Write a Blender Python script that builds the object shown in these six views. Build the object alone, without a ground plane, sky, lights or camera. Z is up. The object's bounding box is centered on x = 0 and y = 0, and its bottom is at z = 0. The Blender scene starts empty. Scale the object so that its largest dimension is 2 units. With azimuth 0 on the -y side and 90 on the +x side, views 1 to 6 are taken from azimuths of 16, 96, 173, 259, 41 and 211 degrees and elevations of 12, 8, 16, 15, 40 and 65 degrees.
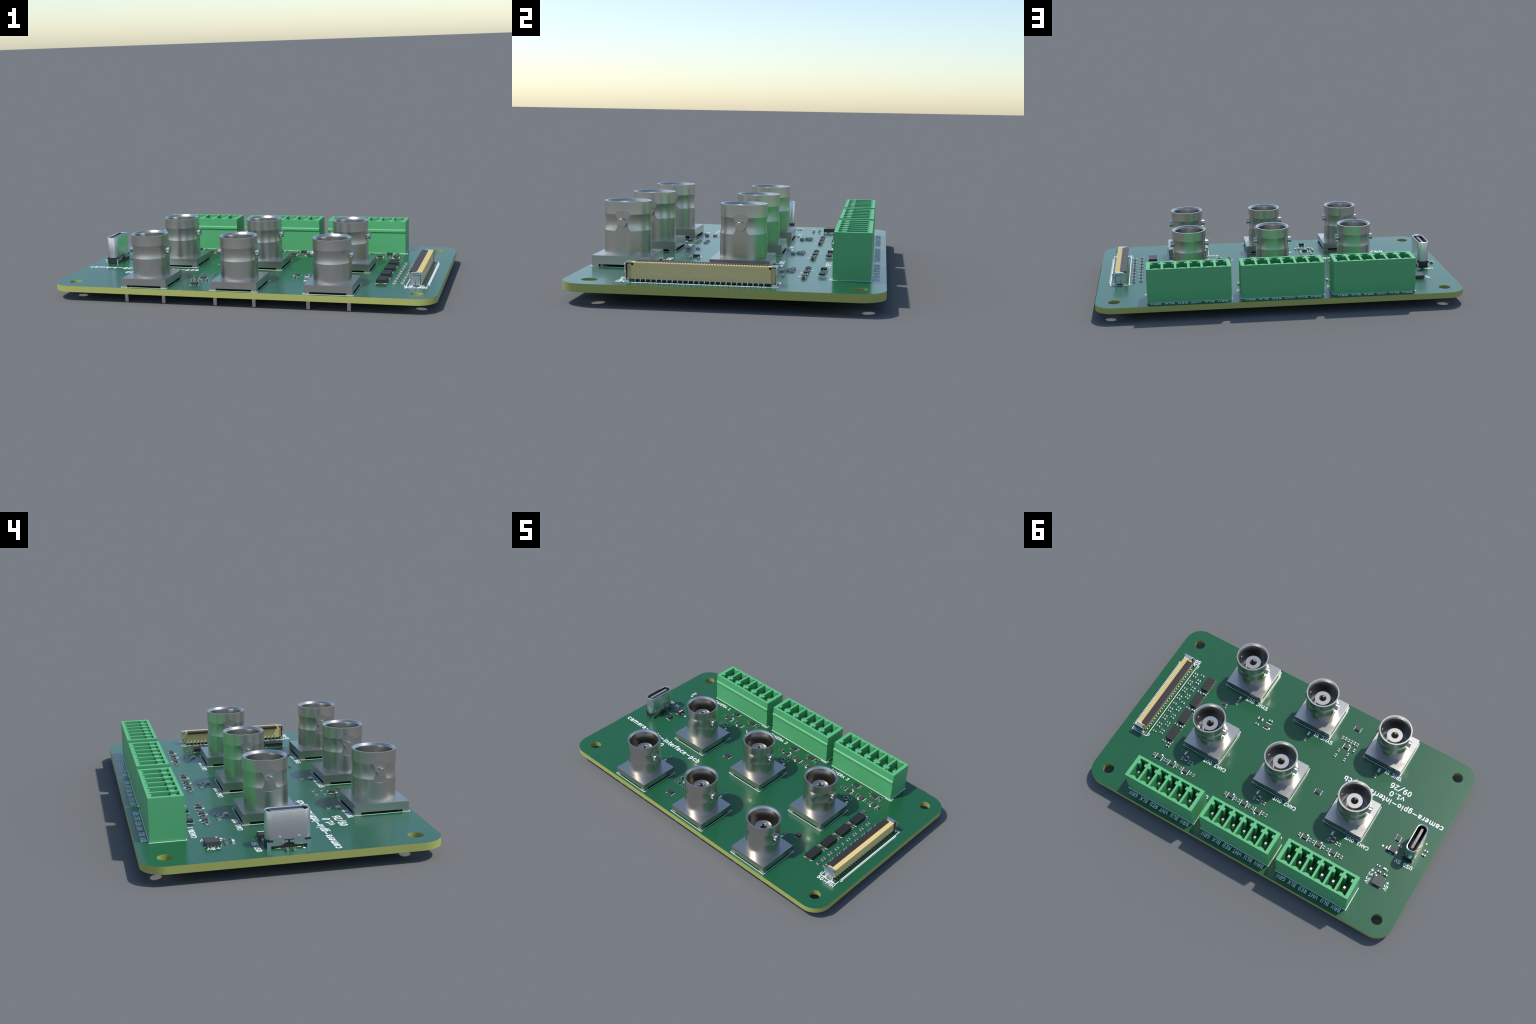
"""Interface circuit board with six coaxial sockets, three pluggable terminal
headers, a ribbon-cable connector and an upright USB socket.
All dimensions below are in millimetres, heights measured from the top face of
the board; mm() maps them to metres in the scene (1 mm -> 0.02 m)."""
import bpy, bmesh, math
from mathutils import Matrix, Vector

S = 0.02            # scene metres per millimetre
LIFT = 3.98         # board top above the ground (length of the coaxial pins)
pi = math.pi


# ----------------------------------------------------------------- materials
def material(name, colour, rough=0.5, metal=0.0, spec=0.5, grain=0.0, grain_scale=60.0, bump=0.0,
             coat=0.0, trans=0.0):
    m = bpy.data.materials.new(name)
    m.use_nodes = True
    nt = m.node_tree
    b = nt.nodes["Principled BSDF"]
    b.inputs["Base Color"].default_value = (*colour, 1)
    b.inputs["Roughness"].default_value = rough
    b.inputs["Metallic"].default_value = metal
    b.inputs["Specular IOR Level"].default_value = spec
    b.inputs["Coat Weight"].default_value = coat
    b.inputs["Coat Roughness"].default_value = 0.1
    if grain or bump:
        tc = nt.nodes.new("ShaderNodeTexCoord")
        no = nt.nodes.new("ShaderNodeTexNoise")
        no.inputs["Scale"].default_value = grain_scale
        no.inputs["Detail"].default_value = 3
        nt.links.new(tc.outputs["Object"], no.inputs["Vector"])
        if grain:
            mx = nt.nodes.new("ShaderNodeMix")
            mx.data_type = "RGBA"
            mx.inputs["A"].default_value = (*[c * (1 - grain) for c in colour], 1)
            mx.inputs["B"].default_value = (*[min(1, c * (1 + grain)) for c in colour], 1)
            nt.links.new(no.outputs["Fac"], mx.inputs["Factor"])
            nt.links.new(mx.outputs["Result"], b.inputs["Base Color"])
        if bump:
            bp = nt.nodes.new("ShaderNodeBump")
            bp.inputs["Strength"].default_value = bump
            bp.inputs["Distance"].default_value = 0.001
            nt.links.new(no.outputs["Fac"], bp.inputs["Height"])
            nt.links.new(bp.outputs["Normal"], b.inputs["Normal"])
    return m


M = dict(
    mask=material("green_solder_mask", (0.010, 0.100, 0.036), 0.30, spec=0.48, grain=0.04, grain_scale=9, coat=0.38),
    laminate=material("glass_epoxy_edge", (0.38, 0.402, 0.104), 0.75, grain=0.06, grain_scale=120),
    ink=material("white_silkscreen_ink", (0.88, 0.89, 0.90), 0.6),
    nickel=material("satin_nickel", (0.57, 0.545, 0.495), 0.30, 1.0, grain=0.02, grain_scale=30),
    shade_steel=material("darker_inner_steel", (0.22, 0.20, 0.18), 0.45, 1.0),  # darker, rougher copy of the shell steel for the inner wall of the USB opening
    steel=material("bright_steel", (0.74, 0.75, 0.76), 0.27, 1.0),
    tin=material("tinned_terminal", (0.66, 0.66, 0.64), 0.34, 1.0),
    gold=material("gold_plating", (0.90, 0.55, 0.16), 0.30, 1.0),
    copper=material("copper_land", (0.75, 0.25, 0.12), 0.40, 0.6),
    green=material("green_moulding", (0.098, 0.43, 0.168), 0.5, grain=0.02, grain_scale=40),
    cream=material("cream_connector_resin", (0.735, 0.57, 0.245), 0.5, grain=0.03, grain_scale=80),
    flap=material("dark_brown_resin", (0.036, 0.024, 0.022), 0.45),
    chip=material("black_epoxy", (0.018, 0.018, 0.018), 0.45, grain=0.1, grain_scale=90),
    chip_grey=material("grey_epoxy", (0.056, 0.055, 0.057), 0.5, grain=0.06, grain_scale=90),
    chip_mid=material("charcoal_epoxy", (0.034, 0.034, 0.037), 0.45, grain=0.08, grain_scale=90),
    base_black=material("black_nylon", (0.022, 0.024, 0.027), 0.4),
    tongue=material("grey_nylon_tongue", (0.24, 0.24, 0.245), 0.4),
    ceramic=material("white_alumina", (0.72, 0.72, 0.70), 0.5),
    film=material("resistor_film", (0.018, 0.018, 0.026), 0.35),
    brown=material("capacitor_ceramic", (0.165, 0.085, 0.062), 0.45, grain=0.05, grain_scale=200),
    lens=material("milky_led_lens", (0.70, 0.78, 0.80), 0.3),
    tan=material("led_substrate", (0.55, 0.36, 0.22), 0.5),
)


# ------------------------------------------------------------ mesh building
class Build:
    """Collects solids (mm) with per-face materials and turns them into a mesh."""

    def __init__(self):
        self.bm = bmesh.new()
        self.mats = []

    def slot(self, key):
        if key not in self.mats:
            self.mats.append(key)
        return self.mats.index(key)

    def _paint(self, faces, key):
        i = self.slot(key)
        for f in faces:
            f.material_index = i

    def box(self, x0, x1, y0, y1, z0, z1, key, bevel=0.0, top_inset=0.0):
        before = set(self.bm.faces)
        c = Matrix.Translation(((x0 + x1) / 2, (y0 + y1) / 2, (z0 + z1) / 2)) @ Matrix.Diagonal((abs(x1 - x0), abs(y1 - y0), abs(z1 - z0), 1))
        r = bmesh.ops.create_cube(self.bm, size=1, matrix=c)
        vs = r["verts"]
        if top_inset:
            zt = max(z0, z1)
            for v in vs:
                if abs(v.co.z - zt) < 1e-6:
                    v.co.x += math.copysign(top_inset, (x0 + x1) / 2 - v.co.x)
                    v.co.y += math.copysign(top_inset, (y0 + y1) / 2 - v.co.y)
        faces = {f for v in vs for f in v.link_faces}
        if bevel:
            es = {e for v in vs for e in v.link_edges}
            bmesh.ops.bevel(self.bm, geom=list(es) + list(vs), offset=bevel, segments=2, profile=0.6, affect="EDGES", clamp_overlap=True)
            faces = [f for f in self.bm.faces if f not in before]
        self._paint(faces, key)
        return vs

    def polygon_prism(self, pts, z0, z1, key, axis="z"):
        """Extrude a convex or simple outline; axis tells which way it is extruded."""
        def place(a, b, c):
            return {"z": (a, b, c), "x": (c, a, b), "y": (a, c, b)}[axis]
        lo = [self.bm.verts.new(place(a, b, z0)) for a, b in pts]
        hi = [self.bm.verts.new(place(a, b, z1)) for a, b in pts]
        n = len(pts)
        fs = [self.bm.faces.new(hi), self.bm.faces.new(lo[::-1])]
        for i in range(n):
            j = (i + 1) % n
            fs.append(self.bm.faces.new((lo[i], lo[j], hi[j], hi[i])))
        self._paint(fs, key)
        bmesh.ops.recalc_face_normals(self.bm, faces=fs)
        return fs

    def lathe(self, profile, key, seg=64, cx=0, cy=0, closed=False, axis="z"):
        """Revolve (radius, height) pairs about the vertical through (cx, cy)."""
        rings = []
        for r, h in profile:
            if r < 1e-6:
                rings.append([self.bm.verts.new((cx, cy, h))])
            else:
                rings.append([self.bm.verts.new((cx + r * math.cos(2 * pi * k / seg), cy + r * math.sin(2 * pi * k / seg), h)) for k in range(seg)])
        fs = []
        pairs = list(zip(rings, rings[1:]))
        if closed:
            pairs.append((rings[-1], rings[0]))
        for a, b in pairs:
            for k in range(seg):
                l = (k + 1) % seg
                if len(a) == 1 and len(b) == 1:
                    continue
                if len(a) == 1:
                    fs.append(self.bm.faces.new((a[0], b[l], b[k])))
                elif len(b) == 1:
                    fs.append(self.bm.faces.new((a[k], a[l], b[0])))
                else:
                    fs.append(self.bm.faces.new((a[k], a[l], b[l], b[k])))
        self._paint(fs, key)
        bmesh.ops.recalc_face_normals(self.bm, faces=fs)
        return fs

    def cylinder_x(self, x0, x1, cy, cz, r, key, seg=32, round_end=0.0):
        pts = [(cy + r * math.cos(2 * pi * k / seg), cz + r * math.sin(2 * pi * k / seg)) for k in range(seg)]
        return self.polygon_prism(pts, x0, x1, key, axis="x")

    def loops_prism(self, loops, z0, z1, key, side_key=None):
        """Flat plate with holes: the first loop is the outline, the others are openings."""
        cu = bpy.data.curves.new("outline", "CURVE")
        cu.dimensions = "2D"
        cu.fill_mode = "BOTH"
        cu.extrude = (z1 - z0) / 2
        for lp in loops:
            sp = cu.splines.new("POLY")
            sp.points.add(len(lp) - 1)
            for p, (x, y) in zip(sp.points, lp):
                p.co = (x, y, 0, 1)
            sp.use_cyclic_u = True
        ob = bpy.data.objects.new("outline", cu)
        bpy.context.scene.collection.objects.link(ob)
        dg = bpy.context.evaluated_depsgraph_get()
        dg.update()
        me = bpy.data.meshes.new_from_object(ob.evaluated_get(dg))
        bpy.data.objects.remove(ob)
        bpy.data.curves.remove(cu)
        me.transform(Matrix.Translation((0, 0, (z0 + z1) / 2)))
        before = set(self.bm.faces)
        self.bm.from_mesh(me)
        bpy.data.meshes.remove(me)
        fs = [f for f in self.bm.faces if f not in before]
        bmesh.ops.remove_doubles(self.bm, verts=list({v for f in fs for v in f.verts}), dist=1e-5)
        fs = [f for f in self.bm.faces if f not in before]
        bmesh.ops.recalc_face_normals(self.bm, faces=fs)
        self._paint(fs, key)
        if side_key:
            self._paint([f for f in fs if abs(f.normal.z) < 0.5], side_key)
        return fs

    def turn(self, angle):
        bmesh.ops.rotate(self.bm, verts=self.bm.verts, cent=(0, 0, 0), matrix=Matrix.Rotation(angle, 3, "Z"))

    def mesh(self, name, smooth=None):
        me = bpy.data.meshes.new(name)
        self.bm.normal_update()
        self.bm.to_mesh(me)
        self.bm.free()
        me.transform(Matrix.Diagonal((S, S, S, 1)))
        for k in self.mats:
            me.materials.append(M[k])
        if smooth is None:
            me.shade_flat()
        else:
            me.shade_smooth()
            me.set_sharp_from_angle(angle=math.radians(smooth))
        return me


def empty(name, parent=None):
    o = bpy.data.objects.new(name, None)
    o.empty_display_size = 0.05
    bpy.context.scene.collection.objects.link(o)
    o.parent = parent
    return o


def put(name, mesh, x=0, y=0, turn=0, parent=None, h=0, local=False):
    """Place a mesh on the board at (x, y) mm, turned about the vertical (degrees)."""
    o = bpy.data.objects.new(name, mesh)
    bpy.context.scene.collection.objects.link(o)
    o.parent = parent
    o.location = (x * S, y * S, (h + (0 if local else LIFT)) * S)
    o.rotation_euler = (0, 0, math.radians(turn))
    return o


def arc(cx, cy, r, a0, a1, n):
    return [(cx + r * math.cos(math.radians(a0 + (a1 - a0) * i / n)), cy + r * math.sin(math.radians(a0 + (a1 - a0) * i / n))) for i in range(n + 1)]


def rounded(x0, x1, y0, y1, r, n=10):
    return (arc(x1 - r, y1 - r, r, 0, 90, n) + arc(x0 + r, y1 - r, r, 90, 180, n)
            + arc(x0 + r, y0 + r, r, 180, 270, n) + arc(x1 - r, y0 + r, r, 270, 360, n))


def circle(cx, cy, r, n=40):
    return [(cx + r * math.cos(-2 * pi * k / n), cy + r * math.sin(-2 * pi * k / n)) for k in range(n)]


# ------------------------------------------------------------------- the thing
thing = empty("interface_circuit_board")
thing["label"] = "green circuit board with six metal coaxial sockets and green terminals"
thing["category"] = "circuit board"

# ----- bare board: 100 x 60 x 1.6 mm, 5 mm corners, four 3.2 mm holes
b = Build()
b.loops_prism([rounded(-50, 50, -30, 30, 5, 14)] + [circle(sx * 45, sy * 25, 1.6, 48) for sx in (-1, 1) for sy in (-1, 1)],
              -1.6, 0.0, "mask", "laminate")
board = put("board", b.mesh("board", smooth=30), parent=thing)

# ------------------------------------------------------------------ silkscreen
INK = [0]


def stroke(bld, pts, w, closed=False, key="ink", base=-0.04):
    """A line of printed ink: a flat ribbon with round ends and mitred corners."""
    pts = [Vector(p) for p in pts]
    clean = [pts[0]]
    for p in pts[1:]:
        if (p - clean[-1]).length > 1e-4:
            clean.append(p)
    pts = clean
    if closed and (pts[0] - pts[-1]).length < 1e-4:
        pts.pop()
    INK[0] += 1
    top = 0.025 + 0.010 * (INK[0] % 5)      # neighbouring lines differ a hair in thickness
    r, n = w / 2, len(pts)
    left, right = [], []
    for i, p in enumerate(pts):
        if closed:
            d0, d1 = (p - pts[i - 1]).normalized(), (pts[(i + 1) % n] - p).normalized()
        else:
            d0 = (p - pts[i - 1]).normalized() if i else (pts[1] - p).normalized()
            d1 = (pts[i + 1] - p).normalized() if i < n - 1 else d0
        n0, n1 = Vector((-d0.y, d0.x)), Vector((-d1.y, d1.x))
        m = n0 + n1
        if m.length < 0.3:
            m = n0 * 1.0
            k = 1.0
        else:
            m.normalize()
            k = min(1.0 / max(m.dot(n1), 0.1), 1.7)
        left.append(p + m * r * k)
        right.append(p - m * r * k)
    bm = bld.bm
    fs = []

    def prism(outline):
        z = top + 0.001 * (len(fs) % 9)
        hi = [bm.verts.new((q.x, q.y, z)) for q in outline]
        lo = [bm.verts.new((q.x, q.y, base)) for q in outline]
        fs.append(bm.faces.new(hi))
        for a in range(len(outline)):
            c = (a + 1) % len(outline)
            fs.append(bm.faces.new((lo[a], lo[c], hi[c], hi[a])))

    def cap(p, d):
        a0 = math.atan2(d.y, d.x)
        return [p + Vector((math.cos(a0 + t), math.sin(a0 + t))) * r for t in (-pi / 3, -pi / 6, 0, pi / 6, pi / 3)]

    if closed:
        for i in range(n):
            j = (i + 1) % n
            prism([right[i], right[j], left[j], left[i]])
    else:
        for i in range(n - 1):
            quad = [right[i], right[i + 1], left[i + 1], left[i]]
            if i == n - 2:
                quad = [right[i], right[i + 1]] + cap(pts[-1], (pts[-1] - pts[-2]).normalized()) + [left[i + 1], left[i]]
            if i == 0:
                quad = quad + cap(pts[0], (pts[0] - pts[1]).normalized())
            prism(quad)
    bld._paint(fs, key)


def spot(bld, x, y, r, key="ink"):
    INK[0] += 1
    bld.polygon_prism([(x + r * math.cos(2 * pi * k / 20), y + r * math.sin(2 * pi * k / 20)) for k in range(20)], -0.04, 0.03 + 0.004 * (INK[0] % 5), key)


def oval(cx, cy, rx, ry, n=18):
    return [(cx + rx * math.cos(2 * pi * k / n), cy + ry * math.sin(2 * pi * k / n)) for k in range(n + 1)]


# single-stroke lettering, drawn on a grid where a capital is 21 units tall
P_BOWL = [(4, 0), (4, 21), (12, 21), (14, 20), (15, 19), (16, 17), (16, 14), (15, 12), (14, 11), (12, 10), (4, 10)]
BOWL = [(4, 13), (6, 14), (10, 14), (12, 13), (13, 12), (14, 10), (14, 4), (13, 2), (12, 1), (10, 0), (6, 0), (4, 1)]
CBOWL = [(14, 1), (12, 0), (8, 0), (6, 1), (5, 2), (4, 4), (4, 10), (5, 12), (6, 13), (8, 14), (12, 14), (14, 13)]
SIX = [(14, 21), (11, 21), (8, 20), (6, 18), (5, 16), (4, 12), (4, 4), (5, 2), (6, 1), (8, 0), (12, 0), (14, 1), (15, 2), (16, 4),
       (16, 9), (15, 11), (14, 12), (12, 13), (8, 13), (6, 12), (5, 11), (4, 9)]
GLYPH = {
    " ": (16, []),
    "A": (18, [[(2, 0), (9, 21), (16, 0)], [(4, 6), (14, 6)]]),
    "B": (21, [[(11, 11), (14, 10), (15, 9), (16, 7), (16, 4), (15, 2), (14, 1), (12, 0), (4, 0), (4, 21), (11, 21), (13, 20), (14, 19), (15, 17), (15, 15), (14, 13), (13, 12), (11, 11), (4, 11)]]),
    "C": (21, [[(17, 2), (15, 1), (13, 0), (11, 0), (8, 1), (6, 3), (5, 5), (4, 9), (4, 12), (5, 16), (6, 18), (8, 20), (11, 21), (13, 21), (15, 20), (17, 19)]]),
    "D": (21, [[(4, 0), (4, 21), (9, 21), (12, 20), (14, 18), (15, 16), (16, 12), (16, 9), (15, 5), (14, 3), (12, 1), (9, 0), (4, 0)]]),
    "E": (19, [[(14, 0), (4, 0), (4, 21), (14, 21)], [(4, 11), (11, 11)]]),
    "G": (21, [[(16, 20), (13, 21), (11, 21), (8, 20), (6, 18), (5, 16), (4, 12), (4, 9), (5, 5), (6, 3), (8, 1), (11, 0), (13, 0), (16, 1), (16, 9), (12, 9)]]),
    "H": (22, [[(4, 0), (4, 21)], [(4, 11), (17, 11)], [(17, 21), (17, 0)]]),
    "I": (10, [[(5, 0), (5, 21)]]),
    "K": (21, [[(4, 0), (4, 21)], [(17, 0), (7, 12)], [(17, 21), (4, 8)]]),
    "L": (17, [[(14, 0), (4, 0), (4, 21)]]),
    "M": (24, [[(4, 0), (4, 21), (11, 6), (18, 21), (18, 0)]]),
    "N": (22, [[(4, 0), (4, 21), (17, 0), (17, 21)]]),
    "O": (22, [oval(11, 10.5, 7, 10.5)]),
    "P": (21, [P_BOWL]),
    "R": (21, [P_BOWL, [(9, 10), (16, 0)]]),
    "S": (20, [[(3, 1), (6, 0), (11, 0), (13, 1), (14, 2), (15, 4), (15, 6), (14, 8), (13, 9), (11, 10), (7, 11), (5, 12), (4, 13), (3, 15), (3, 17), (4, 19), (5, 20), (7, 21), (12, 21), (15, 20)]]),
    "T": (16, [[(1, 21), (15, 21)], [(8, 0), (8, 21)]]),
    "U": (22, [[(4, 21), (4, 4), (5, 2), (6, 1), (8, 0), (12, 0), (14, 1), (15, 2), (16, 4), (16, 21)]]),
    "V": (18, [[(2, 21), (9, 0), (16, 21)]]),
    "W": (24, [[(3, 21), (8, 0), (12, 15), (16, 0), (21, 21)]]),
    "Y": (18, [[(9, 0), (9, 10)], [(2, 21), (9, 10), (16, 21)]]),
    "0": (20, [oval(10, 10.5, 6, 10.5)]),
    "1": (20, [[(4, 0), (16, 0)], [(10, 0), (10, 21), (8, 18), (4, 15)]]),
    "2": (20, [[(4, 19), (5, 20), (7, 21), (12, 21), (14, 20), (15, 19), (16, 17), (16, 15), (15, 12), (3, 0), (16, 0)]]),
    "3": (20, [[(3, 21), (16, 21), (9, 13), (12, 13), (14, 12), (15, 11), (16, 9), (16, 4), (15, 2), (14, 1), (12, 0), (6, 0), (4, 1), (3, 2)]]),
    "5": (20, [[(15, 21), (5, 21), (4, 11), (5, 12), (7, 13), (12, 13), (14, 12), (15, 11), (16, 9), (16, 4), (15, 2), (14, 1), (12, 0), (7, 0), (5, 1), (4, 2)]]),
    "6": (20, [SIX]),
    "9": (20, [[(20 - x, 21 - y) for x, y in SIX]]),
    "/": (22, [[(20, 22), (2, -5)]]),
    "-": (26, [[(5, 9), (21, 9)]]),
    "+": (26, [[(5, 9), (21, 9)], [(13, 1), (13, 17)]]),
    ".": (10, [[(5, 0), (5, 1.4)]]),
    "a": (19, [[(14, 0), (14, 11), (13, 13), (11, 14), (7, 14), (5, 13)], [(14, 7), (12, 8), (7, 8), (5, 7), (4, 5), (4, 3), (5, 1), (7, 0), (12, 0), (14, 1)]]),
    "b": (19, [[(4, 0), (4, 21)], BOWL]),
    "c": (18, [CBOWL]),
    "e": (18, [[(13, 1), (11, 0), (7, 0), (5, 1), (4, 3), (4, 11), (5, 13), (7, 14), (11, 14), (13, 13), (14, 11), (14, 9), (4, 7)]]),
    "f": (12, [[(2, 14), (10, 14)], [(5, 0), (5, 18), (6, 20), (8, 21), (10, 21)]]),
    "g": (19, [[(14, 14), (14, -3), (13, -5), (12, -6), (10, -7), (7, -7), (5, -6)], CBOWL]),
    "i": (10, [[(5, 0), (5, 14)], [(5, 19.6), (5, 21)]]),
    "m": (30, [[(4, 0), (4, 14)], [(4, 12), (5, 13), (7, 14), (10, 14), (12, 13), (14, 11), (14, 0)], [(14, 11), (16, 13), (18, 14), (21, 14), (23, 13), (24, 11), (24, 0)]]),
    "n": (19, [[(4, 0), (4, 14)], [(4, 12), (5, 13), (7, 14), (10, 14), (12, 13), (14, 11), (14, 0)]]),
    "o": (19, [oval(9.5, 7, 5.5, 7)]),
    "p": (19, [[(4, 14), (4, -7)], BOWL]),
    "r": (13, [[(4, 0), (4, 14)], [(4, 10), (5, 12), (6, 13), (8, 14), (10, 14)]]),
    "t": (12, [[(2, 14), (10, 14)], [(5, 21), (5, 3), (6, 1), (8, 0), (10, 0)]]),
    "v": (16, [[(2, 14), (8, 0), (14, 14)]]),
}


def text_strokes(text):
    pen, out = 0, []
    for ch in text:
        adv, strokes = GLYPH[ch]
        out += [[(x + pen, y) for x, y in s] for s in strokes]
        pen += adv
    return out


def lettering(text, left, right, baseline, cap, w, turn=0, name="lettering"):
    """Text whose ink runs from left to right along its own reading direction."""
    ss = text_strokes(text)
    x0, x1 = min(p[0] for s in ss for p in s), max(p[0] for s in ss for p in s)
    kx, ky = (right - left - w) / (x1 - x0), cap / 21
    bl = Build()
    for s in ss:
        q = [((x - x0) * kx + left + w / 2, y * ky + baseline) for x, y in s]
        stroke(bl, q, w, closed=(q[0] == q[-1] or (Vector(q[0]) - Vector(q[-1])).length < 1e-4))
    return put(name, bl.mesh("lettering"), turn=turn, parent=board, local=True)


lettering("camera-gpio-interface-pcb", -48.65, -16.35, -8.75, 1.5, 0.30)
lettering("v1.0", -34.85, -30.1, -11.25, 1.5, 0.30)
lettering("09/26", -35.85, -29.15, -13.75, 1.5, 0.30)
for cx, n in ((-25, "1"), (0, "2"), (25, "3")):
    bx = cx * 24 / 25
    lettering("CAM%s OUT" % n, bx - 9.15, bx - 1.6, 7.70, 1.0, 0.215)
    lettering("CAMERA " + n, cx - 10.35, cx - 3.35, 17.55, 1.0, 0.215)
    lettering("BRN BLU WHT RED BLK GRN", cx - 10.12, cx + 10.25, 27.58, 1.05, 0.19)
lettering("SYNC OUT", 24 - 9.12, 24 - 1.6, -16.42, 1.02, 0.215)
lettering("SYNC IN", -7.72, -1.65, -16.42, 1.02, 0.215)
lettering("TRIG IN", -31.2, -25.75, -16.42, 1.02, 0.215)
lettering("USB 5V", -46.55, -41.1, 6.55, 1.02, 0.215)
lettering("50-PIN", 41.2, 46.8, -19.72, 1.0, 0.215)
# two supply labels read along +y: in their own frame x' = y, y' = -x
lettering("+3.3V", 12.45, 17.25, 36.72, 1.02, 0.2, turn=90)
lettering("+5V", 13.85, 16.65, 42.2, 1.02, 0.2, turn=90)


def outline(name, draw):
    bl = Build()
    draw(bl)
    return put(name, bl.mesh(name), parent=board, local=True)


def rect(bl, x0, x1, y0, y1, w):
    stroke(bl, [(x0, y0), (x1, y0), (x1, y1), (x0, y1)], w, closed=True)


# ------------------------------------------------------------ coaxial sockets
# Square flange on four feet, tall barrel with a hollowed waist, two bayonet lugs on flats.
def flange_mesh():
    bl = Build()
    a, top, slot = 6.0, 2.27, 0.52
    bl.box(-a, a, -a, a, slot, top, "nickel")
    for sx in (-1, 1):
        for sy in (-1, 1):
            bl.box(min(sx * a, sx * 4.6), max(sx * a, sx * 4.6), min(sy * a, sy * 4.6), max(sy * a, sy * 4.6), 0.0, slot, "nickel")
    bl.box(-4.3, 4.3, -4.3, 4.3, 0.12, slot + 0.05, "base_black")
    return bl.mesh("flange")


def barrel_mesh():
    outer, waist = 4.80, []
    z0, z1, depth = 7.14, 10.5, 0.17
    half = (z1 - z0) / 2
    rad = (half * half + depth * depth) / (2 * depth)
    n = 10
    for i in range(n + 1):
        z = z0 + (z1 - z0) * i / n
        waist.append((outer - depth + rad - math.sqrt(rad * rad - (z - (z0 + z1) / 2) ** 2), z))
    profile = ([(0, 2.0), (outer + 0.02, 2.0), (outer + 0.02, 2.6), (outer, 4.5)] + waist + [(4.77, 11.5), (4.77, 13.03), (4.40, 13.03), (4.07, 12.5), (4.05, 12.3),
               (4.05, 5.0), (3.55, 5.0), (3.55, 3.6), (0, 3.6)])
    bl = Build()
    bl.lathe(profile, "nickel", seg=128)
    me = bl.mesh("barrel")
    ob = bpy.data.objects.new("work", me)
    bpy.context.scene.collection.objects.link(ob)
    cutters = []
    for s in (-1, 1):
        cb = Build()
        cb.cylinder_x(min(s * 4.53, s * 8), max(s * 4.53, s * 8), 0, 8.80, 2.48, "nickel", seg=64)
        co = bpy.data.objects.new("cutter", cb.mesh("cutter"))
        bpy.context.scene.collection.objects.link(co)
        cutters.append(co)
        md = ob.modifiers.new("flat", "BOOLEAN")
        md.operation, md.object, md.solver = "DIFFERENCE", co, "EXACT"
    dg = bpy.context.evaluated_depsgraph_get()
    dg.update()
    out = bpy.data.meshes.new_from_object(ob.evaluated_get(dg))
    out.name = "barrel"
    for o in cutters + [ob]:
        bpy.data.objects.remove(o)
    out.shade_smooth()
    out.set_sharp_from_angle(angle=math.radians(6.5))
    return out


def insert_mesh():
    """Inner sleeve with the countersunk centre contact, split into four fingers."""
    bl = Build()
    bl.lathe([(2.9, 3.5), (2.9, 4.4), (2.34, 4.4), (2.34, 9.72), (2.28, 9.80), (1.08, 9.80), (1.0, 9.72), (1.0, 6.0), (0, 6.0)], "nickel", seg=64)
    for q in range(4):                       # slots lie on the diagonals, so the opening reads as a square
        a0 = math.radians(90 * q)
        half = [math.radians(-39 + 78 * k / 8) for k in range(9)]

        def ring(radius, z, flat):
            out = []
            for t in half:
                r = radius / math.cos(t) if flat else radius
                out.append(bl.bm.verts.new((r * math.cos(a0 + t), r * math.sin(a0 + t), z)))
            return out
        a, b2, c, d = ring(0.99, 6.5, False), ring(0.99, 9.60, False), ring(0.71, 9.28, True), ring(0.68, 6.5, True)
        fs = []
        for r0, r1 in ((a, b2), (b2, c), (c, d)):
            for k in range(8):
                fs.append(bl.bm.faces.new((r0[k], r0[k + 1], r1[k + 1], r1[k])))
        for k in (0, 8):
            fs.append(bl.bm.faces.new((a[k], b2[k], c[k], d[k])))
        bl._paint(fs, "nickel")
        bmesh.ops.recalc_face_normals(bl.bm, faces=fs)
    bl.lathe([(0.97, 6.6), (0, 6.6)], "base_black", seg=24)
    return bl.mesh("centre_contact", smooth=35)


def lug_mesh():
    bl = Build()
    seg, r = 32, 0.93
    prof = [(r, 4.0), (r, 5.40), (r - 0.04, 5.45)]
    rings = [[bl.bm.verts.new((x, q * math.cos(2 * pi * k / seg), 8.85 + q * math.sin(2 * pi * k / seg))) for k in range(seg)] for q, x in prof]
    fs = [bl.bm.faces.new((a[k], a[(k + 1) % seg], c[(k + 1) % seg], c[k])) for a, c in zip(rings, rings[1:]) for k in range(seg)]
    fs.append(bl.bm.faces.new(rings[-1]))
    fs.append(bl.bm.faces.new(rings[0][::-1]))
    bl._paint(fs, "nickel")
    bmesh.ops.recalc_face_normals(bl.bm, faces=fs)
    return bl.mesh("bayonet_lug", smooth=40)


def pin_mesh(w, lo, hi, key="nickel", round_pin=False):
    bl = Build()
    if round_pin:
        bl.lathe([(0, lo), (w / 2 * 0.7, lo), (w / 2, lo + 0.3), (w / 2, hi), (0, hi)], key, seg=20)
        return bl.mesh("solder_pin", smooth=40)
    bl.box(-w / 2, w / 2, -w / 2, w / 2, lo, hi, key)
    return bl.mesh("solder_pin")


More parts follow.
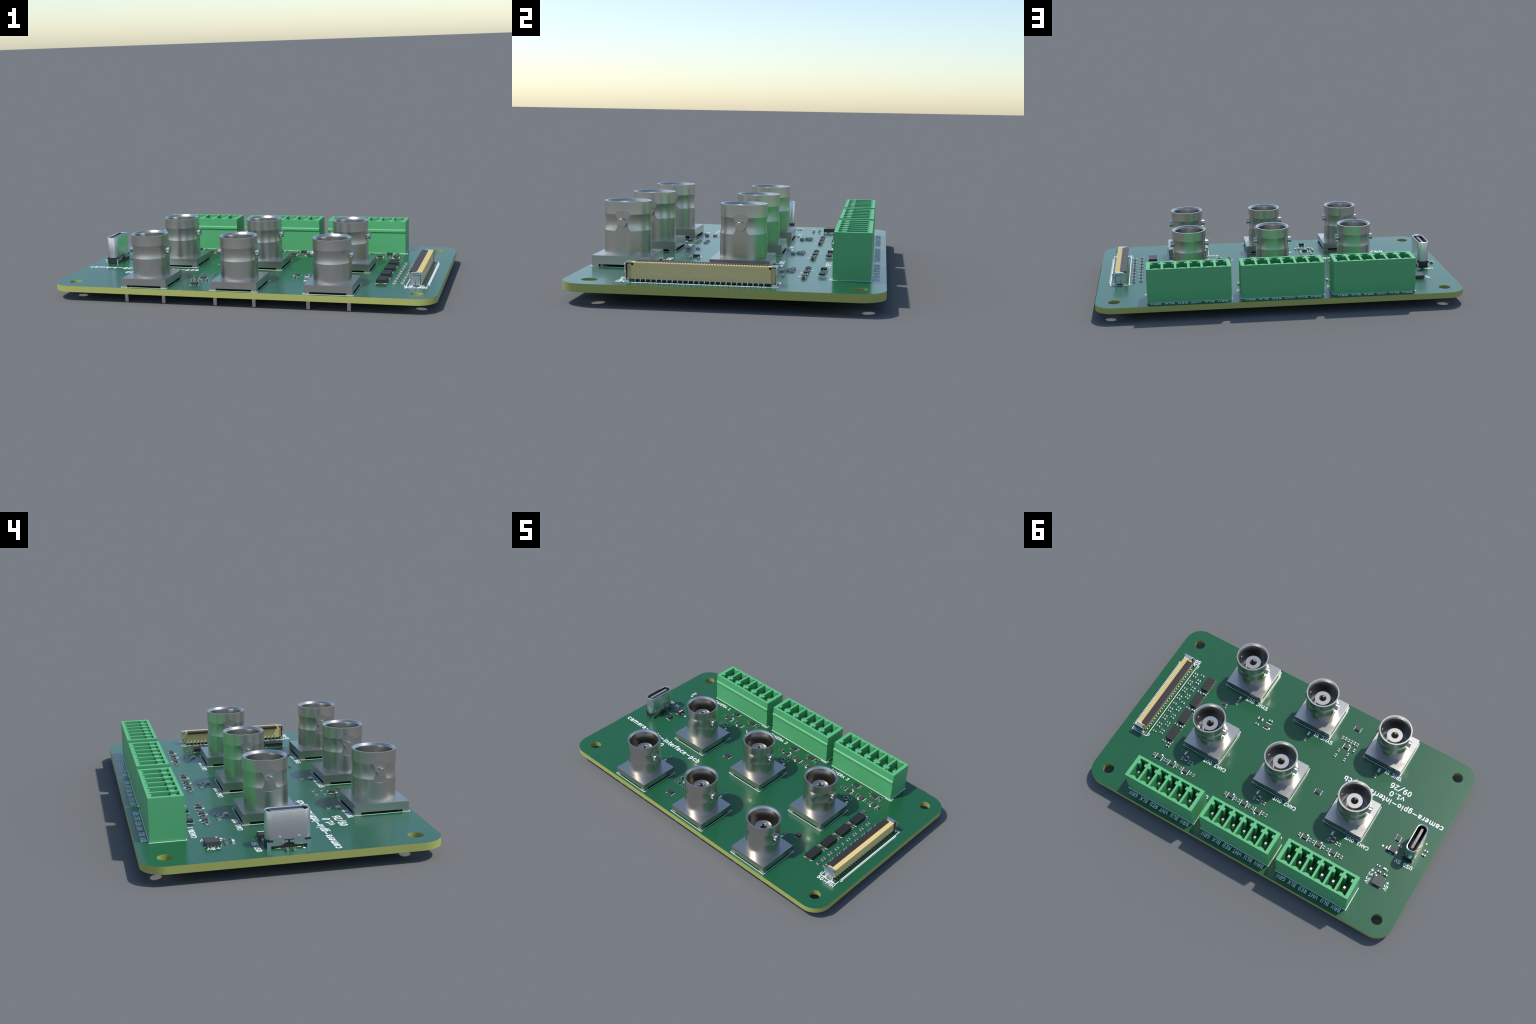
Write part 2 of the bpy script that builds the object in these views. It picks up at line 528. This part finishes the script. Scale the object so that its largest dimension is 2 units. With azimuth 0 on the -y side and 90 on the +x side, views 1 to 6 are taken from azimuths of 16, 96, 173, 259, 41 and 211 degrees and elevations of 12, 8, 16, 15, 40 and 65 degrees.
flange, barrel, insert, lug = flange_mesh(), barrel_mesh(), insert_mesh(), lug_mesh()
leg_pin, mid_pin = pin_mesh(0.9, -LIFT, 0.6), pin_mesh(0.9, -3.5, 0.6, round_pin=True)
for by in (-23, 1):
    for bx in (-24, 0, 24):
        sock = put("coaxial_socket", flange, bx, by, parent=thing)
        put("barrel", barrel, parent=sock, local=True)
        put("centre_contact", insert, parent=sock, local=True)
        for t in (0, 180):
            put("bayonet_lug", lug, turn=t, parent=sock, local=True)
        for sx in (-5.08, 5.08):
            for sy in (-5.08, 5.08):
                put("solder_pin", leg_pin, sx, sy, parent=sock, local=True)
        put("solder_pin", mid_pin, parent=sock, local=True)
        outline("marking", lambda bl: rect(bl, bx - 6.22, bx + 6.22, by - 6.22, by + 6.22, 0.13))

# -------------------------------------------------------- pluggable terminals
def terminal_mesh():
    y0, y1, top, hw = 19.80 - 24, 27.05 - 24, 9.2, 11.2
    loops = [[(-hw, y0), (hw, y0), (hw, y1), (-hw, y1)]]
    for i in range(6):
        c = -8.75 + 3.5 * i
        r = 1.40
        bump = arc(0, 27.42 - 24, r, 180 + 44, 360 - 44, 8)      # half-round rib on the far wall
        cell = [(1.40, 20.5 - 24), (1.25, 21.25 - 24), (0.75, 21.25 - 24), (0.75, 22.18 - 24), (1.43, 22.18 - 24), (1.43, 26.45 - 24)]
        cell += bump[::-1]
        cell += [(-1.43, 26.45 - 24), (-1.43, 22.18 - 24), (-0.75, 22.18 - 24), (-0.75, 21.25 - 24), (-1.25, 21.25 - 24), (-1.40, 20.5 - 24)]
        loops.append([(c + x, y) for x, y in cell])
    bl = Build()
    bl.loops_prism(loops, 0.0, top, "green")
    bl.box(-hw + 0.3, hw - 0.3, y0 + 0.3, y1 - 0.3, 1.0, 2.4, "green")
    # snap ridge along the inner face and the slightly thicker foot below it
    prof = [(y0 + 0.1, 6.08), (y0 - 0.28, 6.16), (y0 - 0.32, 6.22), (y0 - 0.32, 6.74), (y0 - 0.28, 6.82), (y0 + 0.0, 7.02), (y0 + 0.1, 7.02)]
    bl.polygon_prism(prof, -hw - 0.015, hw + 0.015, "green", axis="x")
    bl.box(-hw - 0.01, hw + 0.01, y0 - 0.07, y0 + 0.2, 0.02, 6.12, "green")
    return bl.mesh("terminal_header", smooth=25)


def contact_mesh():
    bl = Build()
    bl.box(-0.42, 0.42, -0.42, 0.42, -3.4, 7.1, "tin")
    bl.box(-0.42, 0.42, -0.42, 0.42, 7.1, 7.82, "tin", top_inset=0.11)
    return bl.mesh("contact_pin")


term, contact = terminal_mesh(), contact_mesh()
for cx in (-25, 0, 25):
    t = put("terminal_header", term, cx, 24, parent=thing)
    for i in range(6):
        put("contact_pin", contact, -8.75 + 3.5 * i, 0, parent=t, local=True)

    def marks(bl):
        rect(bl, cx - 11.33, cx + 11.33, 19.68, 27.15, 0.17)
        stroke(bl, [(cx + 9.6, 19.28), (cx + 11.73, 19.28), (cx + 11.73, 20.55)], 0.15)
    outline("marking", marks)

# ----------------------------------------------------------- ribbon connector
FY = -4.0
ribbon = empty("ribbon_connector", thing)
ribbon.location = (0, FY * S, LIFT * S)


def ribbon_housing():
    bl = Build()
    bl.box(42.62, 45.27, -13.0, 13.0, 0.42, 3.28, "cream")
    bl.box(43.90, 45.27, -13.02, 13.02, 3.28, 3.40, "cream")
    for i in range(51):                                    # comb of ribs along the top edge
        y = -12.5 + 0.5 * i
        bl.box(43.92, 45.30, y - 0.15, y + 0.15, 3.40, 3.52, "cream")
    for s in (-1, 1):
        bl.box(43.7, 45.27, min(s * 12.65, s * 13.05), max(s * 12.65, s * 13.05), 3.0, 3.53, "cream")
        bl.box(43.2, 44.9, min(s * 12.9, s * 13.85), max(s * 12.9, s * 13.85), 0.5, 3.2, "cream")
    bl.box(42.8, 45.0, -12.8, 12.8, 0.05, 0.45, "base_black")
    return bl.mesh("housing")


def ribbon_flap():
    bl = Build()
    cuts = [-12.45, -4.2, 4.1, 12.65]
    for a, c in zip(cuts, cuts[1:]):
        bl.box(42.08, 43.84, a + 0.012, c - 0.012, 3.02, 3.56, "flap", bevel=0.03)
    bl.box(42.3, 43.95, -12.3, 12.5, 3.0, 3.45, "flap")
    return bl.mesh("flap")


def end_clip(s):
    bl = Build()
    out = s * 14.15
    def yy(a, c):
        return min(a, c), max(a, c)
    bl.box(43.02, 45.05, *yy(s * 13.07, out), 3.40, 3.54, "steel")
    plate = [(42.25, 3.46), (42.25, 2.16), (42.78, 1.63), (42.80, 0.35), (43.75, 0.35), (43.75, 1.58), (43.86, 1.58), (43.86, 0.35),
             (45.00, 0.35), (45.00, 2.92), (43.12, 2.92), (43.12, 3.03), (45.11, 3.03), (45.11, 0.35), (45.40, 0.35), (45.40, 1.64),
             (45.98, 2.17), (45.98, 3.40), (45.9, 3.46)]
    y0, y1 = yy(out, out - s * 0.2)
    bl.polygon_prism(plate, y0, y1, "steel", axis="y")
    bl.box(43.0, 45.2, *yy(out - s * 0.22, out - s * 0.3), 0.5, 3.3, "flap")
    for x0, x1 in ((42.2, 43.3), (44.8, 46.02)):
        bl.box(x0, x1, *yy(out - s * 0.9, out + s * 0.02), 0.02, 0.36, "steel")
    return bl.mesh("end_clip")


def ribbon_pin():
    bl = Build()
    bl.box(-0.1, 0.1, 0.0, 0.10, 0.12, 1.12, "tin")
    bl.box(-0.1, 0.1, 0.0, 0.42, 0.02, 0.16, "tin")
    return bl.mesh("contact_lead")


put("housing", ribbon_housing(), parent=ribbon, local=True)
put("flap", ribbon_flap(), parent=ribbon, local=True)
for s in (-1, 1):
    put("end_clip", end_clip(s), parent=ribbon, local=True)
lead = ribbon_pin()
for i in range(25):
    put("contact_lead", lead, 45.26, -12.25 + i, turn=-90, parent=ribbon, local=True)
    put("contact_lead", lead, 42.63, -11.75 + i, turn=90, parent=ribbon, local=True)


def ribbon_marks(bl):
    rect(bl, 41.45, 46.57, -18.3, 10.38, 0.2)
    stroke(bl, [(41.45, -18.08), (41.0, -18.08), (41.0, -17.15)], 0.16)
    stroke(bl, [(41.45, 10.02), (41.0, 10.02), (41.0, 9.2)], 0.16)
    for i in range(49):
        y = -15.75 + 0.5 * i
        stroke(bl, [(46.62, y), (46.98, y)], 0.24)
    stroke(bl, [(46.66, -16.2), (46.95, -16.5), (47.15, -16.15), (46.95, -15.98)], 0.2)


outline("marking", ribbon_marks)

# ------------------------------------------------------------------ USB socket
UX, UY = -44.07, 0.99
usb = empty("usb_socket", thing)
usb.location = (UX * S, UY * S, LIFT * S)


def pill(hx, hy, n=12):
    r = min(hx, 1.28)
    return rounded(-hx, hx, -hy, hy, r, n)


def usb_shell():
    bl = Build()
    n = len(pill(1, 3))
    bm = bl.bm
    def ring(hx, hy, z):
        return [bm.verts.new((x, y, z)) for x, y in pill(hx, hy)]
    prof = [(1.60, 4.47, 1.70), (1.60, 4.47, 7.36), (1.57, 4.44, 7.46), (1.50, 4.37, 7.50), (1.36, 4.24, 7.46), (1.29, 4.17, 7.30), (1.29, 4.17, 1.70)]
    rings = [ring(*p) for p in prof]
    rings.append(rings[0])
    fs = []
    for a, c in zip(rings, rings[1:]):
        for i in range(n):
            j = (i + 1) % n
            fs.append(bm.faces.new((a[i], a[j], c[j], c[i])))
    bl._paint(fs, "steel")
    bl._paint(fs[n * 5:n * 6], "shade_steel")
    bmesh.ops.recalc_face_normals(bm, faces=fs)
    # skirts: the flat sides run down to the board, notched at the middle, with two legs each
    for s in (-1, 1):
        x0, x1 = sorted((s * 1.60, s * 1.36))
        panel = [(-3.15, 1.70), (-0.97, 1.70), (-0.97, 1.52), (-0.2, 1.52), (-0.2, 1.12), (-0.9, 1.0), (-1.0, 0.75), (-1.35, 0.5), (-3.58, 0.5), (-3.58, -0.3),
                 (-4.36, -0.3), (-4.36, 1.32), (-3.15, 1.32)]
        bl.polygon_prism(panel, x0, x1, "steel", axis="x")
        bl.polygon_prism([(-a, h) for a, h in panel][::-1], x0, x1, "steel", axis="x")
        # dark slots stamped through the shell
        for a, c, z0, z1 in ((-0.98, 0.98, 1.55, 1.72), (-0.2, 0.2, 1.1, 1.6), (-4.42, -3.1, 1.38, 1.62), (3.1, 4.42, 1.38, 1.62)):
            bl.box(min(s * 1.5, s * 1.612), max(s * 1.5, s * 1.612), a, c, z0, z1, "base_black")
        # two punched retaining tabs
        for yc in (-1.9, 1.9):
            o = s * 1.60
            v = [bm.verts.new(p) for p in ((o - s * .02, yc - 0.5, 2.22), (o - s * .02, yc + 0.5, 2.22), (o - s * .02, yc, 2.62), (o + s * 0.14, yc - 0.05, 2.30))]
            fs = [bm.faces.new(t) for t in ((v[0], v[1], v[3]), (v[1], v[2], v[3]), (v[2], v[0], v[3]), (v[0], v[2], v[1]))]
            bl._paint(fs, "steel")
            bmesh.ops.recalc_face_normals(bm, faces=fs)
    return bl.mesh("shell", smooth=28)


def usb_seam():
    """Fold seam of the shell on the outer face."""
    bl = Build()
    y0, y1 = -0.42, 0.42
    pts = [(y0, 7.2), (y0, 6.45), (y1, 6.45), (y1, 5.35), (y0, 5.35), (y0, 3.95), (y1, 3.95), (y1, 2.8), (y0, 2.8), (y0, 1.8)]
    for (a, z0), (c, z1) in zip(pts, pts[1:]):
        bl.box(-1.612, -1.59, min(a, c) - 0.025, max(a, c) + 0.025, min(z0, z1) - 0.025, max(z0, z1) + 0.025, "steel")
    return bl.mesh("seam")


def usb_stamp():
    """Faint stamped letters on the inner face of the shell."""
    bl = Build()
    k = 1.5 / 21
    pen = -2.1
    for ch in "GCT":
        adv, ss = GLYPH[ch]
        for st in ss:
            for (a, c), (d, e) in zip(st, st[1:]):
                p, q = Vector((pen + a * k, 4.4 + c * k)), Vector((pen + d * k, 4.4 + e * k))
                u = (q - p).normalized() * 0.05
                nrm = Vector((-u.y, u.x))
                quad = [p - u * 0.6 + nrm, p - u * 0.6 - nrm, q + u * 0.6 - nrm, q + u * 0.6 + nrm]
                bl.polygon_prism([(v.x, v.y) for v in quad], 1.59, 1.618, "steel", axis="x")
        pen += adv * k
    return bl.mesh("stamp")


def usb_base():
    bl = Build()
    bl.loops_prism([rounded(-1.40, 1.40, -4.30, 4.30, 0.5, 5)], 0.12, 1.46, "base_black")
    bl.box(-1.48, 1.48, -0.95, 0.95, 0.15, 1.6, "base_black")
    bl.box(-1.45, 1.45, -3.5, 3.5, 0.12, 0.55, "base_black")
    bl.box(-1.27, 1.27, -4.1, 4.1, 1.40, 2.2, "base_black")
    bl.loops_prism([pill(1.56, 4.43)], 1.45, 1.70, "base_black")
    return bl.mesh("base", smooth=30)


def usb_tongue():
    bl = Build()
    bl.box(-0.36, 0.36, -3.34, 3.34, 2.0, 7.2, "tongue", bevel=0.16)
    for i in range(12):
        y = -2.75 + 0.5 * i
        bl.box(-0.38, 0.38, y - 0.12, y + 0.12, 2.6, 6.6, "gold")
    return bl.mesh("tongue", smooth=50)


def usb_pad():
    bl = Build()
    bl.box(-0.16, 0.16, -0.13, 0.13, 0.0, 0.14, "gold", bevel=0.03)
    return bl.mesh("gold_pad")


for nm, me in (("shell", usb_shell()), ("seam", usb_seam()), ("stamp", usb_stamp()), ("base", usb_base()), ("tongue", usb_tongue())):
    put(nm, me, parent=usb, local=True)
pad = usb_pad()
for s in (-1, 1):
    for y in (-2.79, -1.25, -0.77, -0.27, 0.25, 0.75, 1.25, 2.75):
        put("gold_pad", pad, s * 1.6, y, parent=usb, local=True)


def usb_marks(bl):
    for x in (-45.68, -42.46):
        stroke(bl, [(x, 2.7), (x, 3.32)], 0.17)
        stroke(bl, [(x, -1.32), (x, -0.66)], 0.17)
    spot(bl, -46.66, -1.77, 0.24)


outline("marking", usb_marks)


# ---------------------------------------------------------- small components
def resistor_mesh(l, w, h, cap):
    bl = Build()
    bl.box(-l / 2 + 0.04, l / 2 - 0.04, -w / 2 + 0.02, w / 2 - 0.02, 0.02, h - 0.05, "ceramic")
    bl.box(-l / 2 + cap * 0.9, l / 2 - cap * 0.9, -w / 2 + 0.05, w / 2 - 0.05, h - 0.06, h - 0.01, "film")
    for s in (-1, 1):
        bl.box(min(s * l / 2, s * (l / 2 - cap)), max(s * l / 2, s * (l / 2 - cap)), -w / 2, w / 2, 0.0, h, "tin", bevel=0.02)
    return bl.mesh("resistor")


def capacitor_mesh(l, w, h, cap):
    bl = Build()
    bl.box(-l / 2 + 0.04, l / 2 - 0.04, -w / 2 + 0.015, w / 2 - 0.015, 0.02, h - 0.015, "brown", bevel=0.03)
    for s in (-1, 1):
        bl.box(min(s * l / 2, s * (l / 2 - cap)), max(s * l / 2, s * (l / 2 - cap)), -w / 2, w / 2, 0.0, h, "tin", bevel=0.03)
    return bl.mesh("capacitor")


def led_mesh():
    bl = Build()
    bl.box(-0.52, 0.52, -0.27, 0.27, 0.0, 0.2, "tan")
    for s in (-1, 1):
        bl.box(min(s * 0.54, s * 0.3), max(s * 0.54, s * 0.3), -0.28, 0.28, 0.0, 0.13, "tin")
    bl.box(-0.47, 0.47, -0.275, 0.275, 0.2, 0.5, "lens", bevel=0.03)
    return bl.mesh("indicator_light")


res_s, res_l, cap_s, led = resistor_mesh(1.0, 0.52, 0.36, 0.25), resistor_mesh(1.58, 0.84, 0.46, 0.32), capacitor_mesh(1.0, 0.52, 0.50, 0.26), led_mesh()

resistors, capacitors, lights, big_resistors = [], [], [], []      # (x, y, turn)

# series resistors beside the ribbon connector: two files of pairs along x
for y in (-15.2, -14.2, -12.2, -11.2, -9.2, -8.2, -6.2, -5.2, -3.2, -1.2, -0.2, 1.82, 2.82, 4.82, 5.82, 7.8):
    resistors.append((40.2, y, 0))
for y in (-15.68, -13.64, -12.65, -10.69, -9.7, -7.7, -6.7, -4.65, -2.63, -1.65, 0.33, 1.3, 3.33, 4.3, 6.32, 7.3):
    resistors.append((38.19, y, 0))
# bypass parts between the four bus buffers
for y in (-10.42, -3.98, 2.52, 9.06):
    resistors.append((35.95, y, 0))
    capacitors.append((34.05, y, 0))
capacitors.append((34.02, 10.08, 0))
# the three identical camera channels
for cx in (-25, 0, 25):
    lights.append((cx + 2.98, 9.3, 90))
    resistors += [(cx + 2.98, 11.28, 90), (cx + 0.5, 11.28, 90), (cx - 0.5, 11.28, 90)]
    big_resistors.append((cx + 1.75, 10.72, 90))
    capacitors += [(cx + 11.0, 14.25, 90), (cx + 3.0, 14.25, 90), (cx - 1.75, 14.25, 90)]
    resistors += [(cx + 7.5, 14.25, 90), (cx + 6.48, 14.25, 90), (cx + 1.72, 14.25, 90), (cx - 2.8, 14.25, 90)]
    resistors += [(cx + 1.75, 17.85, 90), (cx + 5.3, 17.85, 90)]
    big_resistors.append((cx + 9.25, 17.75, 90))
# sync and trigger channels
for x in (-24.02, -0.05, 23.97):
    lights.append((x, -15.0, 90))
    resistors.append((x, -12.92, 90))
for x in (-9.5, -11.5, -12.5, -14.5):
    resistors.append((x, -19.2, 90))
capacitors += [(-10.5, -19.2, 90), (-13.5, -19.2, 90), (-14.5, -17.0, 90)]
resistors += [(-10.5, -14.92, 90), (-10.5, -12.92, 90), (-13.5, -14.94, 90), (-13.5, -12.95, 90)]
big_resistors.append((14.95, -11.97, 0))
capacitors.append((11.9, -12.92, 0))
resistors.append((15.0, -9.97, 0))
# supply corner
lights.append((-40.02, 11.0, 0))
resistors += [(-40.5, 2.8, 0), (-47.56, 0.34, 0), (-38.0, 11.05, 0)]
capacitors += [(-47.53, 1.79, 0), (-39.0, 12.52, 0), (-41.0, 12.52, 0)]

for nm, me, where in (("resistor", res_s, resistors), ("resistor", res_l, big_resistors), ("capacitor", cap_s, capacitors), ("indicator_light", led, lights)):
    for x, y, t in where:
        put(nm, me, x, y, t, parent=thing)


def light_marks(bl):
    for cx in (-25, 0, 25):
        stroke(bl, [(cx + 2.7, 8.36), (cx + 3.28, 8.36)], 0.12)
    for x, y in ((-24.02, -15.92), (-0.05, -15.92), (23.97, -14.06)):
        stroke(bl, [(x - 0.28, y), (x + 0.28, y)], 0.12)
    stroke(bl, [(-40.86, 10.72), (-40.86, 11.28)], 0.12)


outline("marking", light_marks)


# ------------------------------------------------------------------- packages
def logic_mesh():
    """Leadless 2.5 x 4.5 mm logic package."""
    bl = Build()
    bl.box(-1.25, 1.25, -2.27, 2.27, 0.03, 0.98, "chip", bevel=0.02)
    for i in range(8):
        y = -1.75 + 0.5 * i
        for s in (-1, 1):
            bl.box(min(s * 0.9, s * 1.265), max(s * 0.9, s * 1.265), y - 0.12, y + 0.12, 0.0, 0.2, "copper")
    for x in (-0.25, 0.25):
        for s in (-1, 1):
            bl.box(x - 0.12, x + 0.12, min(s * 1.9, s * 2.285), max(s * 1.9, s * 2.285), 0.0, 0.2, "copper")
    return bl.mesh("logic_chip")


def small_leaded_mesh():
    """1.6 x 1.2 mm six-lead package."""
    bl = Build()
    bl.box(-0.8, 0.8, -0.6, 0.6, 0.06, 0.62, "chip_mid", bevel=0.04)
    for x in (-0.5, 0.0, 0.5):
        for s in (-1, 1):
            bl.box(x - 0.12, x + 0.12, min(s * 0.55, s * 0.84), max(s * 0.55, s * 0.84), 0.0, 0.15, "tin")
    return bl.mesh("switch_chip")


def small_leadless_mesh():
    """1.45 x 1.0 mm leadless package."""
    bl = Build()
    bl.box(-0.725, 0.725, -0.5, 0.5, 0.02, 0.5, "chip_grey", bevel=0.02)
    for x in (-0.5, 0.0, 0.5):
        for s in (-1, 1):
            bl.box(x - 0.1, x + 0.1, min(s * 0.2, s * 0.515), max(s * 0.2, s * 0.515), 0.0, 0.12, "copper")
    return bl.mesh("gate_chip")


def regulator_mesh():
    bl = Build()
    bl.box(-1.5, 1.5, -1.5, 1.5, 0.03, 1.0, "chip_grey", bevel=0.02)
    for i in range(4):
        y = -0.975 + 0.65 * i
        for s in (-1, 1):
            bl.box(min(s * 1.2, s * 1.515), max(s * 1.2, s * 1.515), y - 0.15, y + 0.15, 0.0, 0.2, "tin")
    return bl.mesh("regulator_chip")


def diode_mesh():
    bl = Build()
    bl.box(-1.35, 1.35, -0.82, 0.82, 0.08, 0.62, "chip_mid")
    bl.box(-1.35, 1.35, -0.82, 0.82, 0.62, 1.12, "chip_mid", top_inset=0.08)
    for s in (-1, 1):
        bl.box(min(s * 1.2, s * 1.80), max(s * 1.2, s * 1.80), -0.42, 0.42, 0.02, 0.16, "tin")
        bl.box(min(s * 1.3, s * 1.42), max(s * 1.3, s * 1.42), -0.42, 0.42, 0.1, 0.55, "tin")
    bl.box(0.70, 0.98, -0.745, 0.745, 1.10, 1.135, "ink")
    return bl.mesh("diode")


logic, leaded, leadless, regulator, diode = logic_mesh(), small_leaded_mesh(), small_leadless_mesh(), regulator_mesh(), diode_mesh()


def turned(x, y, cx, cy, deg):
    a = math.radians(deg)
    return cx + x * math.cos(a) - y * math.sin(a), cy + x * math.sin(a) + y * math.cos(a)


def logic_marks(bl, cx, cy):
    for sx in (-1, 1):
        for sy in (-1, 1):
            pts = [(cx + sx * 0.62, cy + sy * 2.42), (cx + sx * 1.38, cy + sy * 2.42)]
            if (sx, sy) != (-1, -1):
                pts.append((cx + sx * 1.38, cy + sy * 2.1))
            stroke(bl, pts, 0.13)


for cy in (-13.7, -7.2, -0.7, 5.82):
    put("logic_chip", logic, 34.88, cy, parent=thing)
    outline("marking", lambda bl: logic_marks(bl, 34.88, cy))

leaded_at = [(-12.0, 0.0, 0), (-12.0, -24.0, 0), (27.0, -11.0, -90), (-39.05, 1.0, 90)]
leadless_at = [(-12.0, -17.0, 0), (12.05, -11.0, -90)]
for cx in (-25, 0, 25):
    leaded_at += [(cx + 0.0, 17.5, 180), (cx + 7.0, 17.5, 180)]
    leadless_at += [(cx + 9.22, 14.25, 0), (cx + 4.73, 14.25, 0), (cx + 0.02, 14.25, 180)]

for x, y, t in leaded_at:
    put("switch_chip", leaded, x, y, t, parent=thing)

    def draw(bl):
        for pts in ([(1.0, -0.69), (1.0, 0.71)], [(-1.0, -0.38), (-1.0, 0.71)]):
            stroke(bl, [turned(a, c, x, y, t) for a, c in pts], 0.13)
        tri = [turned(a, c, x, y, t) for a, c in ((-1.25, -0.70), (-0.98, -1.02), (-0.90, -0.66))]
        bl.polygon_prism(tri, -0.04, 0.034, "ink")
    outline("marking", draw)

for x, y, t in leadless_at:
    put("gate_chip", leadless, x, y, t, parent=thing)

    def draw(bl):
        for sx in (-1, 1):
            stroke(bl, [turned(a, c, x, y, t) for a, c in ((sx, -0.82), (sx, 0.84))], 0.18)
        spot(bl, *turned(-0.49, -1.02, x, y, t), 0.27)
    outline("marking", draw)

put("regulator_chip", regulator, -40.0, 15.2, parent=thing)
put("diode", diode, -39.0, 5.0, parent=thing)


def supply_marks(bl):
    spot(bl, -38.24, 13.22, 0.24)
    spot(bl, -36.22, 5.01, 0.30)
    for x in (-38.45, -40.95):
        stroke(bl, [(x - 0.6, 16.82), (x, 16.82)], 0.13)
        stroke(bl, [(x - 0.6, 13.6), (x, 13.6)], 0.13)
    for y in (4.0, 6.0):
        stroke(bl, [(-39.35, y), (-38.65, y)], 0.15)


outline("marking", supply_marks)
dot = Build()
dot.polygon_prism([(0.24 * math.cos(2 * pi * k / 20), 0.24 * math.sin(2 * pi * k / 20)) for k in range(20)], 0.99, 1.02, "ink")
put("pin_one_dot", dot.mesh("pin_one_dot"), -38.9, 14.15, parent=thing)
